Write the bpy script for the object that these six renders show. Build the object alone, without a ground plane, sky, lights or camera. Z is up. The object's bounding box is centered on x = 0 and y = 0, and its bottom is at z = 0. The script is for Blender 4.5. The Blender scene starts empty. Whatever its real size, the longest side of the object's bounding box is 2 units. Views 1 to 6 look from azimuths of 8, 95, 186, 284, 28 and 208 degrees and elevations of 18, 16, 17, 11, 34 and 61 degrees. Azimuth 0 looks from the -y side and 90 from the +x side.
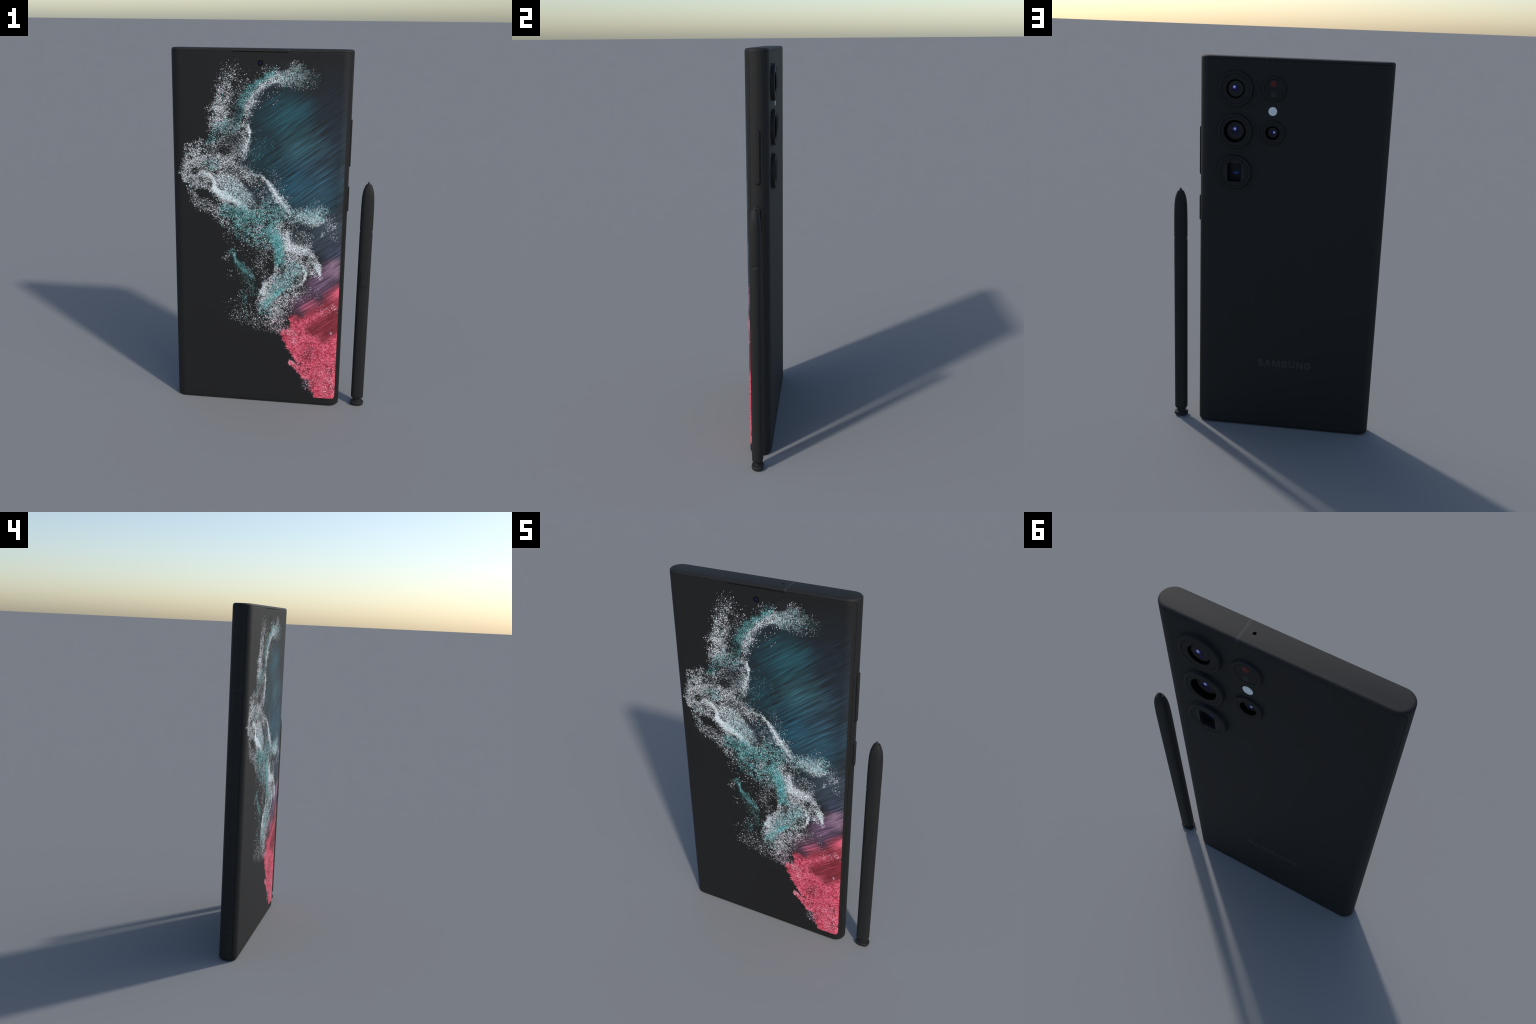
import bpy, bmesh, math, random
from mathutils import Vector, Matrix

# ---------------------------------------------------------------- dimensions
PX, PY = -0.0737, -0.0090        # phone axis in plan
W, H = 0.952, 2.000              # phone width and height
R = 0.0546                       # half thickness, radius of the round long sides
FLAT = W / 2 - R                 # half width of the flat face
HALF = math.pi * R               # arc length of one round side
BACK = PY + R                    # y of the flat back
FRONT = PY - R                   # y of the flat front
EDGE = 0.0125                    # rounding of the top and bottom rim
PEN_X, PEN_Y = 0.5105, -0.0093

# ---------------------------------------------------------------- helpers
def profile(s):
    """Point and outward normal of the stadium cross-section at arc length s
    (s = 0 in the middle of the front, growing towards +x)."""
    total = 4 * FLAT + 2 * HALF
    s = (s + total / 2) % total - total / 2
    sign = 1 if s >= 0 else -1
    a = abs(s)
    if a <= FLAT:
        x, y, nx, ny = a, -R, 0.0, -1.0
    elif a <= FLAT + HALF:
        t = (a - FLAT) / R
        nx, ny = math.sin(t), -math.cos(t)
        x, y = FLAT + R * nx, R * ny
    else:
        x, y, nx, ny = FLAT - (a - FLAT - HALF), R, 0.0, 1.0
    return sign * x, y, sign * nx, ny

def on_body(s, z, off):
    x, y, nx, ny = profile(s)
    return Vector((PX + x + nx * off, PY + y + ny * off, z))

def rounded_rect(hw, hh, rad, n_w, n_h, n_c):
    """Counter-clockwise loop with the same point count for any size."""
    rad = max(min(rad, hw - 1e-5, hh - 1e-5), 1e-5)
    pts = []
    def side(x0, y0, x1, y1, n):
        for i in range(n):
            t = i / n
            # gather points towards the ends, where the surface bends
            t = 0.5 - 0.5 * math.cos(math.pi * t)
            pts.append((x0 + (x1 - x0) * t, y0 + (y1 - y0) * t))
    def corner(cx, cy, a0):
        for i in range(n_c):
            a = a0 + math.pi / 2 * i / n_c
            pts.append((cx + rad * math.cos(a), cy + rad * math.sin(a)))
    side(-hw + rad, -hh, hw - rad, -hh, n_w)
    corner(hw - rad, -hh + rad, -math.pi / 2)
    side(hw, -hh + rad, hw, hh - rad, n_h)
    corner(hw - rad, hh - rad, 0)
    side(hw - rad, hh, -hw + rad, hh, n_w)
    corner(-hw + rad, hh - rad, math.pi / 2)
    side(-hw, hh - rad, -hw, -hh + rad, n_h)
    corner(-hw + rad, -hh + rad, math.pi)
    return pts

def make_object(name, bm, mat, parent=None, smooth=40, recalc=True):
    bmesh.ops.remove_doubles(bm, verts=bm.verts, dist=1e-6)
    if recalc:
        bmesh.ops.recalc_face_normals(bm, faces=bm.faces)
    me = bpy.data.meshes.new(name)
    bm.to_mesh(me)
    bm.free()
    for p in me.polygons:
        p.use_smooth = True
    me.set_sharp_from_angle(angle=math.radians(smooth))
    ob = bpy.data.objects.new(name, me)
    bpy.context.scene.collection.objects.link(ob)
    if mat:
        me.materials.append(mat)
    if parent:
        adopt(ob, parent)
    return ob

def adopt(ob, parent):
    """Parent without moving: the mesh keeps its world coordinates."""
    ob.parent = parent
    if parent.type == 'EMPTY':
        ob.matrix_parent_inverse = Matrix.Translation(-parent.location)

def bridge(bm, a, b):
    n = len(a)
    for i in range(n):
        j = (i + 1) % n
        try:
            bm.faces.new((a[i], a[j], b[j], b[i]))
        except ValueError:
            pass

def body_patch(name, s0, z0, hw, hh, rad, loops, mat, parent, n_w=40, n_h=24, n_c=8, smooth=40, holes=()):
    """A rounded-rectangle piece wrapped on the phone's skin.
    loops = (inset, height over the skin) from the rim inwards."""
    bm = bmesh.new()
    prev = None
    for inset, off in loops:
        pts = rounded_rect(hw - inset, hh - inset, max(rad - inset, 0.0012), n_w, n_h, n_c)
        ring = [bm.verts.new(on_body(s0 + s, z0 + z, off)) for s, z in pts]
        if prev:
            bridge(bm, prev, ring)
        prev = ring
    if holes:
        # flat cap with round openings: outer loop plus one circle per hole
        edges = [bm.edges.get((prev[i], prev[i - 1])) or bm.edges.new((prev[i], prev[i - 1])) for i in range(len(prev))]
        y = prev[0].co.y
        for hx, hz, hr in holes:
            ring = [bm.verts.new((hx + hr * math.cos(2 * math.pi * i / 48), y, hz + hr * math.sin(2 * math.pi * i / 48))) for i in range(48)]
            edges += [bm.edges.new((ring[i], ring[i - 1])) for i in range(48)]
        bmesh.ops.triangle_fill(bm, use_beauty=True, use_dissolve=False, edges=edges)
    else:
        bm.faces.new(prev)
    return make_object(name, bm, mat, parent, smooth)

def lathe(name, prof, centre, axis, mat, parent, n=72, cap_start=False, cap_end=False, sx=1.0, sy=1.0, smooth=35):
    """Revolve (radius, height) about an axis: 'y' points out of the back, 'z' up, '-y' out of the front."""
    bm = bmesh.new()
    prev = None
    first = None
    for r, h in prof:
        if r < 1e-6:
            ring = [bm.verts.new(place(0, 0, h, centre, axis))]
        else:
            ring = [bm.verts.new(place(sx * r * math.cos(2 * math.pi * i / n), sy * r * math.sin(2 * math.pi * i / n), h, centre, axis)) for i in range(n)]
        if prev:
            if len(ring) == 1:
                for i in range(n):
                    bm.faces.new((prev[i], prev[(i + 1) % n], ring[0]))
            elif len(prev) == 1:
                for i in range(n):
                    bm.faces.new((ring[i], ring[(i + 1) % n], prev[0]))
            else:
                bridge(bm, prev, ring)
        else:
            first = ring
        prev = ring
    if cap_start and len(first) > 1:
        bm.faces.new(first)
    if cap_end and len(prev) > 1:
        bm.faces.new(prev)
    return make_object(name, bm, mat, parent, smooth)

def place(u, v, h, c, axis):
    if axis == 'y':
        return Vector((c[0] - u, c[1] + h, c[2] + v))
    if axis == '-y':
        return Vector((c[0] + u, c[1] - h, c[2] + v))
    return Vector((c[0] + u, c[1] + v, c[2] + h))

def plate(name, centre, axis, hw, hh, rad, loops, mat, parent, n=(6, 6, 8), smooth=35):
    """Flat rounded-rectangle piece; loops = (inset, height)."""
    bm = bmesh.new()
    prev = None
    for inset, h in loops:
        pts = rounded_rect(hw - inset, hh - inset, max(rad - inset, 0.0005), *n)
        ring = [bm.verts.new(place(u, v, h, centre, axis)) for u, v in pts]
        if prev:
            bridge(bm, prev, ring)
        prev = ring
    bm.faces.new(prev)
    return make_object(name, bm, mat, parent, smooth)

def empty(name, loc):
    e = bpy.data.objects.new(name, None)
    e.empty_display_size = 0.1
    e.location = loc
    bpy.context.scene.collection.objects.link(e)
    return e

# ---------------------------------------------------------------- wallpaper strokes: (x, z, radius, weight)
LEFT_PLUME = [
    [(-0.235, 1.887, 0.0599, 0.2), (-0.249, 1.836, 0.0536, 0.42), (-0.266, 1.758, 0.0506, 0.75), (-0.286, 1.678, 0.0646, 0.9), (-0.29, 1.612, 0.0581, 0.8)],
    [(-0.189, 1.882, 0.0399, 0.13), (-0.189, 1.811, 0.0468, 0.17), (-0.195, 1.733, 0.037, 0.17)],
]
ARCH_TO_THE_RIGHT = [
    [(-0.05, 1.897, 0.0263, 0.3), (-0.01, 1.885, 0.0394, 0.6), (-0.049, 1.846, 0.0396, 0.7), (-0.108, 1.787, 0.0466, 0.8), (-0.148, 1.715, 0.047, 0.85), (-0.161, 1.649, 0.0405, 0.7)],
    [(-0.01, 1.86, 0.0394, 0.7), (0.056, 1.848, 0.0491, 0.75), (0.127, 1.863, 0.0618, 0.75), (0.186, 1.864, 0.0519, 0.55), (0.218, 1.864, 0.0194, 0.3)],
    [(0.107, 1.913, 0.0325, 0.55), (0.133, 1.888, 0.0455, 0.6)],
    [(-0.155, 1.825, 0.0399, 0.15), (-0.116, 1.864, 0.0397, 0.12)],
]
MIDDLE_VEIL = [
    [(-0.277, 1.579, 0.0753, 0.6), (-0.222, 1.553, 0.082, 0.5), (-0.188, 1.514, 0.0684, 0.5)],
    [(-0.222, 1.64, 0.0475, 0.45), (-0.181, 1.602, 0.0543, 0.45)],
]
LOOP_AT_THE_NECK = [
    [(-0.171, 1.638, 0.0169, 0.8), (-0.137, 1.609, 0.0176, 0.9), (-0.125, 1.556, 0.0149, 0.75), (-0.147, 1.488, 0.0307, 0.8), (-0.188, 1.446, 0.0412, 0.9), (-0.25, 1.41, 0.0484, 0.95), (-0.305, 1.401, 0.0487, 0.7)],
]
LEFT_HEAD = [
    [(-0.325, 1.503, 0.0414, 0.6), (-0.388, 1.474, 0.0452, 0.65), (-0.441, 1.441, 0.042, 0.65), (-0.459, 1.388, 0.0457, 0.85), (-0.485, 1.346, 0.0297, 0.95), (-0.439, 1.312, 0.0424, 0.95), (-0.376, 1.301, 0.0422, 0.9), (-0.327, 1.31, 0.0351, 0.9)],
    [(-0.402, 1.425, 0.0629, 0.8), (-0.333, 1.407, 0.0627, 0.7)],
    [(-0.465, 1.471, 0.028, 0.25), (-0.394, 1.511, 0.0312, 0.25)],
]
BRIGHT_RIDGE = [
    [(-0.389, 1.356, 0.0175, 0.9), (-0.348, 1.344, 0.0175, 1.0), (-0.316, 1.31, 0.0175, 1.0), (-0.32, 1.261, 0.0281, 1.0), (-0.271, 1.227, 0.0422, 1.1), (-0.222, 1.204, 0.0351, 1.1), (-0.166, 1.175, 0.0294, 1.05), (-0.11, 1.145, 0.0266, 1.0), (-0.078, 1.107, 0.021, 0.9), (-0.063, 1.051, 0.0183, 0.7)],
]
SPRAY_INSIDE_THE_WAVE = [
    [(-0.236, 1.376, 0.0555, 0.45), (-0.167, 1.364, 0.0622, 0.45), (-0.111, 1.339, 0.0414, 0.5)],
    [(-0.069, 1.285, 0.0483, 0.3), (-0.041, 1.216, 0.0485, 0.45), (-0.054, 1.166, 0.0487, 0.5)],
]
RIGHT_RIDGE = [
    [(-0.139, 1.365, 0.0276, 0.55), (-0.07, 1.351, 0.0151, 0.8), (-0.025, 1.311, 0.0151, 0.75), (0.017, 1.25, 0.0165, 0.75), (0.06, 1.195, 0.0248, 0.85), (0.089, 1.151, 0.0276, 0.95), (0.09, 1.108, 0.0208, 0.9)],
]
TAIL_UNDER_THE_HEAD = [
    [(-0.444, 1.263, 0.0213, 0.4), (-0.43, 1.213, 0.032, 0.55), (-0.402, 1.172, 0.0356, 0.55), (-0.342, 1.167, 0.0355, 0.55), (-0.3, 1.133, 0.0319, 0.7), (-0.265, 1.084, 0.0284, 0.6)],
]
TEAL_SLOPE = [
    [(-0.257, 1.164, 0.0423, 0.75), (-0.187, 1.131, 0.0634, 0.75), (-0.123, 1.091, 0.0633, 0.7), (-0.066, 1.021, 0.0563, 0.6)],
    [(-0.04, 1.152, 0.0626, 0.7), (0.023, 1.148, 0.0624, 0.75), (0.003, 1.068, 0.0698, 0.8)],
]
SPRAY_TO_THE_RIGHT = [
    [(0.085, 1.143, 0.0345, 0.8), (0.141, 1.125, 0.0482, 0.8), (0.21, 1.128, 0.0549, 0.8), (0.264, 1.13, 0.0512, 0.75), (0.32, 1.097, 0.0341, 0.35)],
    [(0.263, 1.18, 0.0272, 0.45), (0.305, 1.132, 0.0341, 0.35)],
    [(0.275, 1.024, 0.0096, 0.6), (0.276, 1.045, 0.0082, 0.6)],
    [(0.345, 1.013, 0.0206, 0.25), (0.322, 1.069, 0.0273, 0.2)],
]
LOWER_LEFT_OF_THE_SLOPE = [
    [(-0.25, 1.092, 0.0284, 0.55), (-0.194, 1.044, 0.0425, 0.5), (-0.137, 1.011, 0.0531, 0.5), (-0.073, 0.977, 0.053, 0.45), (-0.023, 0.936, 0.0353, 0.4)],
    [(-0.236, 0.998, 0.0428, 0.15), (-0.179, 0.957, 0.0499, 0.12)],
]
STREAM = [
    [(-0.004, 1.068, 0.0629, 0.9), (0.022, 1.011, 0.0525, 1.0), (0.041, 0.947, 0.0457, 1.0), (0.056, 0.889, 0.0423, 1.0)],
    [(0.074, 1.028, 0.0279, 0.8), (0.09, 0.956, 0.042, 1.0), (0.132, 0.929, 0.049, 1.0), (0.188, 0.932, 0.0418, 0.95), (0.224, 0.89, 0.0314, 0.8)],
    [(0.144, 1.017, 0.0556, 0.3), (0.193, 0.991, 0.0416, 0.45), (0.094, 1.072, 0.0416, 0.35)],
    [(0.205, 0.948, 0.0139, 0.8), (0.242, 0.891, 0.0153, 0.85), (0.268, 0.834, 0.014, 0.9), (0.279, 0.786, 0.0112, 0.8)],
    [(0.204, 0.867, 0.042, 0.6), (0.234, 0.817, 0.042, 0.65)],
    [(0.156, 0.842, 0.0492, 0.75), (0.15, 0.79, 0.0494, 0.75)],
]
BASIN = [
    [(0.105, 0.891, 0.0422, 0.9), (0.114, 0.818, 0.0636, 0.75), (0.066, 0.747, 0.0641, 0.75), (0.003, 0.668, 0.0648, 0.8), (-0.018, 0.597, 0.0579, 0.8)],
    [(0.126, 0.907, 0.014, 0.9), (0.166, 0.861, 0.014, 1.0), (0.19, 0.811, 0.0112, 1.0), (0.183, 0.769, 0.0127, 0.9), (0.145, 0.729, 0.0156, 0.7)],
    [(0.036, 0.843, 0.0177, 0.9), (0.008, 0.774, 0.02, 1.0), (-0.03, 0.727, 0.0215, 1.0), (-0.051, 0.672, 0.0253, 1.0), (-0.043, 0.603, 0.029, 0.8)],
    [(-0.032, 0.573, 0.0363, 0.8), (0.012, 0.56, 0.058, 0.75), (0.049, 0.501, 0.0436, 0.6), (0.043, 0.453, 0.0255, 0.55)],
    [(0.117, 0.698, 0.057, 0.6), (0.083, 0.627, 0.0646, 0.65), (0.048, 0.555, 0.0506, 0.6)],
    [(0.174, 0.693, 0.0568, 0.35), (0.245, 0.705, 0.0424, 0.2)],
]
LOOSE_GRAINS_LEFT_OF_THE_BASIN = [
    [(-0.043, 0.891, 0.0426, 0.27), (-0.064, 0.837, 0.0428, 0.27), (-0.035, 0.779, 0.0358, 0.22)],
    [(-0.178, 0.532, 0.0441, 0.2), (-0.104, 0.514, 0.044, 0.3), (-0.031, 0.487, 0.0438, 0.45), (0.021, 0.452, 0.0255, 0.45)],
    [(-0.149, 0.651, 0.0509, 0.26), (-0.163, 0.588, 0.0439, 0.2), (-0.09, 0.593, 0.051, 0.17)],
    [(-0.222, 0.529, 0.0295, 0.15), (-0.237, 0.614, 0.044, 0.05)],
]
DARK_WISP = [
    [(-0.251, 0.879, 0.0288, 0.3), (-0.215, 0.926, 0.01, 0.6), (-0.202, 0.867, 0.0158, 0.7), (-0.157, 0.817, 0.0432, 0.55), (-0.128, 0.759, 0.0433, 0.5), (-0.098, 0.684, 0.0362, 0.3)],
    [(-0.222, 0.768, 0.029, 0.12), (-0.122, 0.894, 0.0856, 0.07)],
]
GRAINS_IN_THE_OPEN_WATER = [
    [(-0.093, 1.537, 0.0407, 0.2), (-0.045, 1.512, 0.061, 0.12), (-0.092, 1.443, 0.0546, 0.25), (-0.043, 1.41, 0.0614, 0.1)],
    [(-0.061, 1.736, 0.04, 0.1), (0.018, 1.771, 0.0396, 0.1)],
    [(-0.009, 1.37, 0.0342, 0.25), (0.034, 1.296, 0.0342, 0.2), (0.069, 1.234, 0.0343, 0.3)],
    [(0.241, 1.214, 0.0408, 0.1)],
]
GRAINS_OVER_THE_RED = [
    [(0.343, 0.454, 0.01, 0.5), (0.353, 0.463, 0.0086, 0.5)],
    [(0.312, 0.603, 0.0567, 0.25), (0.355, 0.598, 0.0283, 0.35)],
    [(0.124, 0.268, 0.0176, 0.5), (0.165, 0.239, 0.0176, 0.5)],
    [(0.218, 0.186, 0.0294, 0.4), (0.22, 0.121, 0.0369, 0.35)],
    [(0.32, 0.202, 0.0656, 0.25), (0.339, 0.106, 0.0513, 0.28)],
    [(0.139, 0.405, 0.0291, 0.5), (0.101, 0.457, 0.0363, 0.35)],
]
DUST = LEFT_PLUME + ARCH_TO_THE_RIGHT + MIDDLE_VEIL + LOOP_AT_THE_NECK + LEFT_HEAD + BRIGHT_RIDGE + SPRAY_INSIDE_THE_WAVE + RIGHT_RIDGE + TAIL_UNDER_THE_HEAD + TEAL_SLOPE + SPRAY_TO_THE_RIGHT + LOWER_LEFT_OF_THE_SLOPE + STREAM + BASIN + LOOSE_GRAINS_LEFT_OF_THE_BASIN + DARK_WISP + GRAINS_IN_THE_OPEN_WATER + GRAINS_OVER_THE_RED
TEAL = [
    [(-0.011, 1.898, 0.0262, 0.8), (-0.082, 1.839, 0.0265, 0.9), (-0.135, 1.793, 0.0267, 0.9), (-0.175, 1.727, 0.0235, 1.0), (-0.188, 1.654, 0.0237, 0.9)],
    [(-0.29, 1.578, 0.0411, 0.55), (-0.332, 1.537, 0.0345, 0.8)],
    [(-0.222, 1.614, 0.0544, 0.5)],
    [(0.082, 1.843, 0.085, 0.35), (0.179, 1.876, 0.0778, 0.5)],
    [(-0.072, 1.524, 0.0474, 0.9), (-0.044, 1.431, 0.075, 0.9), (-0.002, 1.384, 0.0409, 0.8)],
    [(0.062, 1.276, 0.0342, 0.6)],
    [(-0.222, 1.265, 0.0629, 0.3), (-0.152, 1.225, 0.0488, 0.4)],
    [(-0.25, 1.143, 0.0424, 0.9), (-0.18, 1.124, 0.0634, 0.9), (-0.109, 1.113, 0.0631, 0.8), (-0.04, 1.152, 0.0696, 0.7), (0.016, 1.133, 0.0625, 0.75)],
    [(-0.333, 1.4, 0.0418, 0.35)],
    [(-0.208, 1.073, 0.0212, 0.9), (-0.158, 1.017, 0.0638, 0.7), (-0.066, 0.985, 0.0635, 0.6)],
    [(-0.011, 1.06, 0.049, 0.85), (0.019, 0.997, 0.0421, 1.0), (0.041, 0.925, 0.0387, 1.0), (0.056, 0.866, 0.0283, 0.9)],
    [(0.154, 1.139, 0.0756, 0.4), (0.263, 1.159, 0.075, 0.5)],
    [(0.128, 0.826, 0.0494, 0.5), (0.066, 0.747, 0.057, 0.5), (0.01, 0.668, 0.0288, 0.6), (-0.04, 0.604, 0.029, 0.75), (-0.032, 0.558, 0.0436, 0.4)],
    [(0.017, 0.657, 0.0101, 1.0), (0.081, 0.718, 0.01, 1.0)],
    [(-0.215, 0.911, 0.0287, 0.9), (-0.179, 0.839, 0.0431, 1.0), (-0.128, 0.766, 0.0504, 0.9), (-0.099, 0.692, 0.0434, 0.7)],
    [(-0.149, 0.627, 0.0583, 0.5)],
]
MIST = [
    [(-0.283, 1.692, 0.0407, 0.22), (-0.276, 1.625, 0.0341, 0.2)],
    [(-0.39, 1.349, 0.0246, 0.3), (-0.341, 1.337, 0.014, 0.45), (-0.316, 1.303, 0.0098, 0.7), (-0.31, 1.257, 0.0183, 0.85), (-0.264, 1.235, 0.0281, 0.85), (-0.215, 1.208, 0.0196, 0.65), (-0.159, 1.175, 0.0112, 0.45), (-0.11, 1.145, 0.0084, 0.3)],
    [(-0.278, 1.318, 0.0419, 0.45), (-0.208, 1.272, 0.0558, 0.55), (-0.152, 1.225, 0.0488, 0.5), (-0.11, 1.192, 0.0279, 0.25)],
    [(-0.222, 1.348, 0.0347, 0.2), (-0.167, 1.364, 0.0414, 0.15)],
    [(-0.056, 1.344, 0.0055, 0.5), (-0.021, 1.304, 0.0062, 0.65), (0.018, 1.246, 0.0062, 0.65), (0.056, 1.199, 0.0083, 0.5), (0.089, 1.144, 0.0062, 0.4)],
    [(-0.007, 1.287, 0.0206, 0.3), (0.028, 1.219, 0.0241, 0.35)],
    [(0.237, 1.122, 0.0479, 0.45), (0.169, 1.119, 0.0344, 0.3)],
    [(-0.25, 1.157, 0.0282, 0.25), (-0.18, 1.131, 0.0422, 0.2), (-0.123, 1.127, 0.028, 0.2)],
    [(0.004, 1.054, 0.0315, 0.35), (0.026, 0.997, 0.0351, 0.55), (0.045, 0.925, 0.0317, 0.5), (0.056, 0.881, 0.0254, 0.35)],
    [(0.084, 1.029, 0.0139, 0.5), (0.086, 0.956, 0.0224, 0.5), (0.132, 0.944, 0.0266, 0.5), (0.188, 0.932, 0.0223, 0.4)],
    [(0.166, 0.861, 0.007, 0.4), (0.19, 0.811, 0.0056, 0.65), (0.183, 0.769, 0.0064, 0.5)],
    [(0.164, 0.813, 0.0352, 0.2)],
    [(0.246, 0.869, 0.0209, 0.4), (0.273, 0.804, 0.0112, 0.7)],
    [(0.121, 0.825, 0.0423, 0.2), (0.052, 0.739, 0.0499, 0.2), (-0.011, 0.659, 0.0432, 0.3), (-0.039, 0.596, 0.0218, 0.4)],
    [(0.017, 0.657, 0.0086, 0.6), (0.081, 0.718, 0.0086, 0.5)],
    [(-0.03, 0.727, 0.0129, 0.5), (-0.048, 0.68, 0.018, 0.6)],
    [(-0.211, 0.904, 0.0057, 0.5), (-0.199, 0.86, 0.0086, 0.35), (-0.143, 0.803, 0.0216, 0.3), (-0.106, 0.775, 0.0129, 0.3)],
    [(-0.189, 1.818, 0.02, 0.0), (-0.148, 1.708, 0.0302, 0.25), (-0.082, 1.814, 0.0332, 0.25), (-0.01, 1.853, 0.0296, 0.3), (0.114, 1.862, 0.0456, 0.25)],
    [(-0.13, 1.603, 0.0095, 0.5), (-0.125, 1.55, 0.0068, 0.5), (-0.153, 1.481, 0.0171, 0.3)],
    [(-0.18, 1.067, 0.0127, 0.3), (-0.201, 1.087, 0.0071, 0.5)],
]
RED = [
    [(0.136, 0.53, 0.036, 0.9), (0.181, 0.463, 0.0794, 1.0), (0.226, 0.395, 0.0868, 1.1), (0.273, 0.311, 0.1088, 1.1), (0.312, 0.218, 0.102, 1.1), (0.345, 0.131, 0.0951, 1.1), (0.355, 0.074, 0.0734, 1.1)],
    [(0.087, 0.44, 0.0327, 0.9), (0.125, 0.38, 0.0437, 1.0), (0.178, 0.32, 0.0438, 1.0)],
    [(0.12, 0.267, 0.0118, 0.8), (0.158, 0.238, 0.022, 0.9), (0.21, 0.21, 0.044, 1.0)],
    [(0.264, 0.124, 0.0331, 0.7), (0.296, 0.069, 0.0442, 0.9)],
    [(0.257, 0.546, 0.0714, 1.0), (0.362, 0.599, 0.0847, 1.0)],
    [(0.354, 0.459, 0.1071, 1.0)],
    [(0.392, 0.407, 0.0572, 1.0), (0.4, 0.208, 0.058, 1.0)],
]
RED_STREAK = [
    [(0.238, 0.475, 0.0431, 0.9), (0.308, 0.518, 0.0499, 1.0), (0.378, 0.561, 0.0566, 1.0)],
    [(0.297, 0.432, 0.0359, 0.8), (0.381, 0.492, 0.0498, 1.0)],
    [(0.149, 0.554, 0.0359, 0.7), (0.241, 0.606, 0.0427, 0.8), (0.373, 0.675, 0.0421, 0.9)],
]
SHADE = [
    [(0.056, 1.848, 0.0458, 0.35), (0.127, 1.869, 0.0716, 0.55), (0.212, 1.871, 0.0582, 0.7)],
    [(-0.277, 1.572, 0.0411, 0.3), (-0.222, 1.533, 0.0616, 0.6), (-0.181, 1.487, 0.0411, 0.5), (-0.256, 1.471, 0.0414, 0.6)],
    [(-0.251, 0.879, 0.0288, 0.3), (-0.193, 0.845, 0.036, 0.6), (-0.128, 0.766, 0.0576, 0.65), (-0.106, 0.684, 0.0507, 0.4)],
    [(-0.092, 1.524, 0.0475, 0.5), (-0.044, 1.444, 0.0953, 0.6), (0.026, 1.344, 0.0615, 0.5)],
    [(-0.189, 1.818, 0.0401, 0.1), (-0.222, 1.64, 0.0475, 0.4), (-0.181, 1.681, 0.027, 0.35)],
    [(-0.042, 1.279, 0.0551, 0.3), (-0.068, 1.215, 0.0416, 0.3)],
    [(-0.168, 1.695, 0.0404, 0.25), (-0.095, 1.813, 0.0332, 0.15)],
    [(0.137, 1.031, 0.0625, 0.35)],
]
GLOWS = [   # x, z, radius, weight, colour
    (0.25, 1.705, 0.2157, 0.8, (38, 48, 58)),
    (0.29, 1.523, 0.172, 0.8, (44, 56, 68)),
    (0.311, 1.321, 0.1744, 0.9, (46, 66, 80)),
    (-0.047, 1.685, 0.1604, 0.8, (36, 58, 68)),
    (0.073, 1.655, 0.1329, 1, (44, 84, 96)),
    (0.145, 1.478, 0.1341, 1, (56, 92, 102)),
    (-0.071, 1.47, 0.1225, 0.9, (36, 66, 78)),
    (0.115, 1.32, 0.1564, 1, (42, 82, 102)),
    (0.248, 1.4, 0.1339, 0.7, (52, 72, 86)),
    (0.213, 1.227, 0.1361, 1, (52, 86, 104)),
    (0.035, 1.247, 0.0825, 0.6, (30, 66, 80)),
    (-0.111, 1.262, 0.0763, 0.7, (40, 60, 72)),
    (0.295, 1.039, 0.1304, 1, (70, 84, 100)),
    (0.137, 1.031, 0.0833, 0.7, (40, 58, 66)),
    (0.348, 0.926, 0.0759, 1, (68, 74, 96)),
    (0.345, 0.838, 0.0625, 1.2, (150, 122, 148)),
    (0.278, 0.752, 0.0913, 1, (112, 88, 116)),
    (0.373, 0.683, 0.0666, 1.3, (214, 96, 122)),
    (0.183, 0.625, 0.0784, 1, (108, 78, 102)),
    (0.241, 0.591, 0.0712, 1.2, (186, 90, 116)),
    (0.074, 1.912, 0.0325, 0.4, (56, 62, 68)),
    (-0.222, 1.533, 0.0753, 0.4, (44, 52, 60)),
]

# ---------------------------------------------------------------- materials
def srgb(c):
    return tuple((v / 255 / 12.92) if v / 255 <= 0.04045 else ((v / 255 + 0.055) / 1.055) ** 2.4 for v in c)

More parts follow.
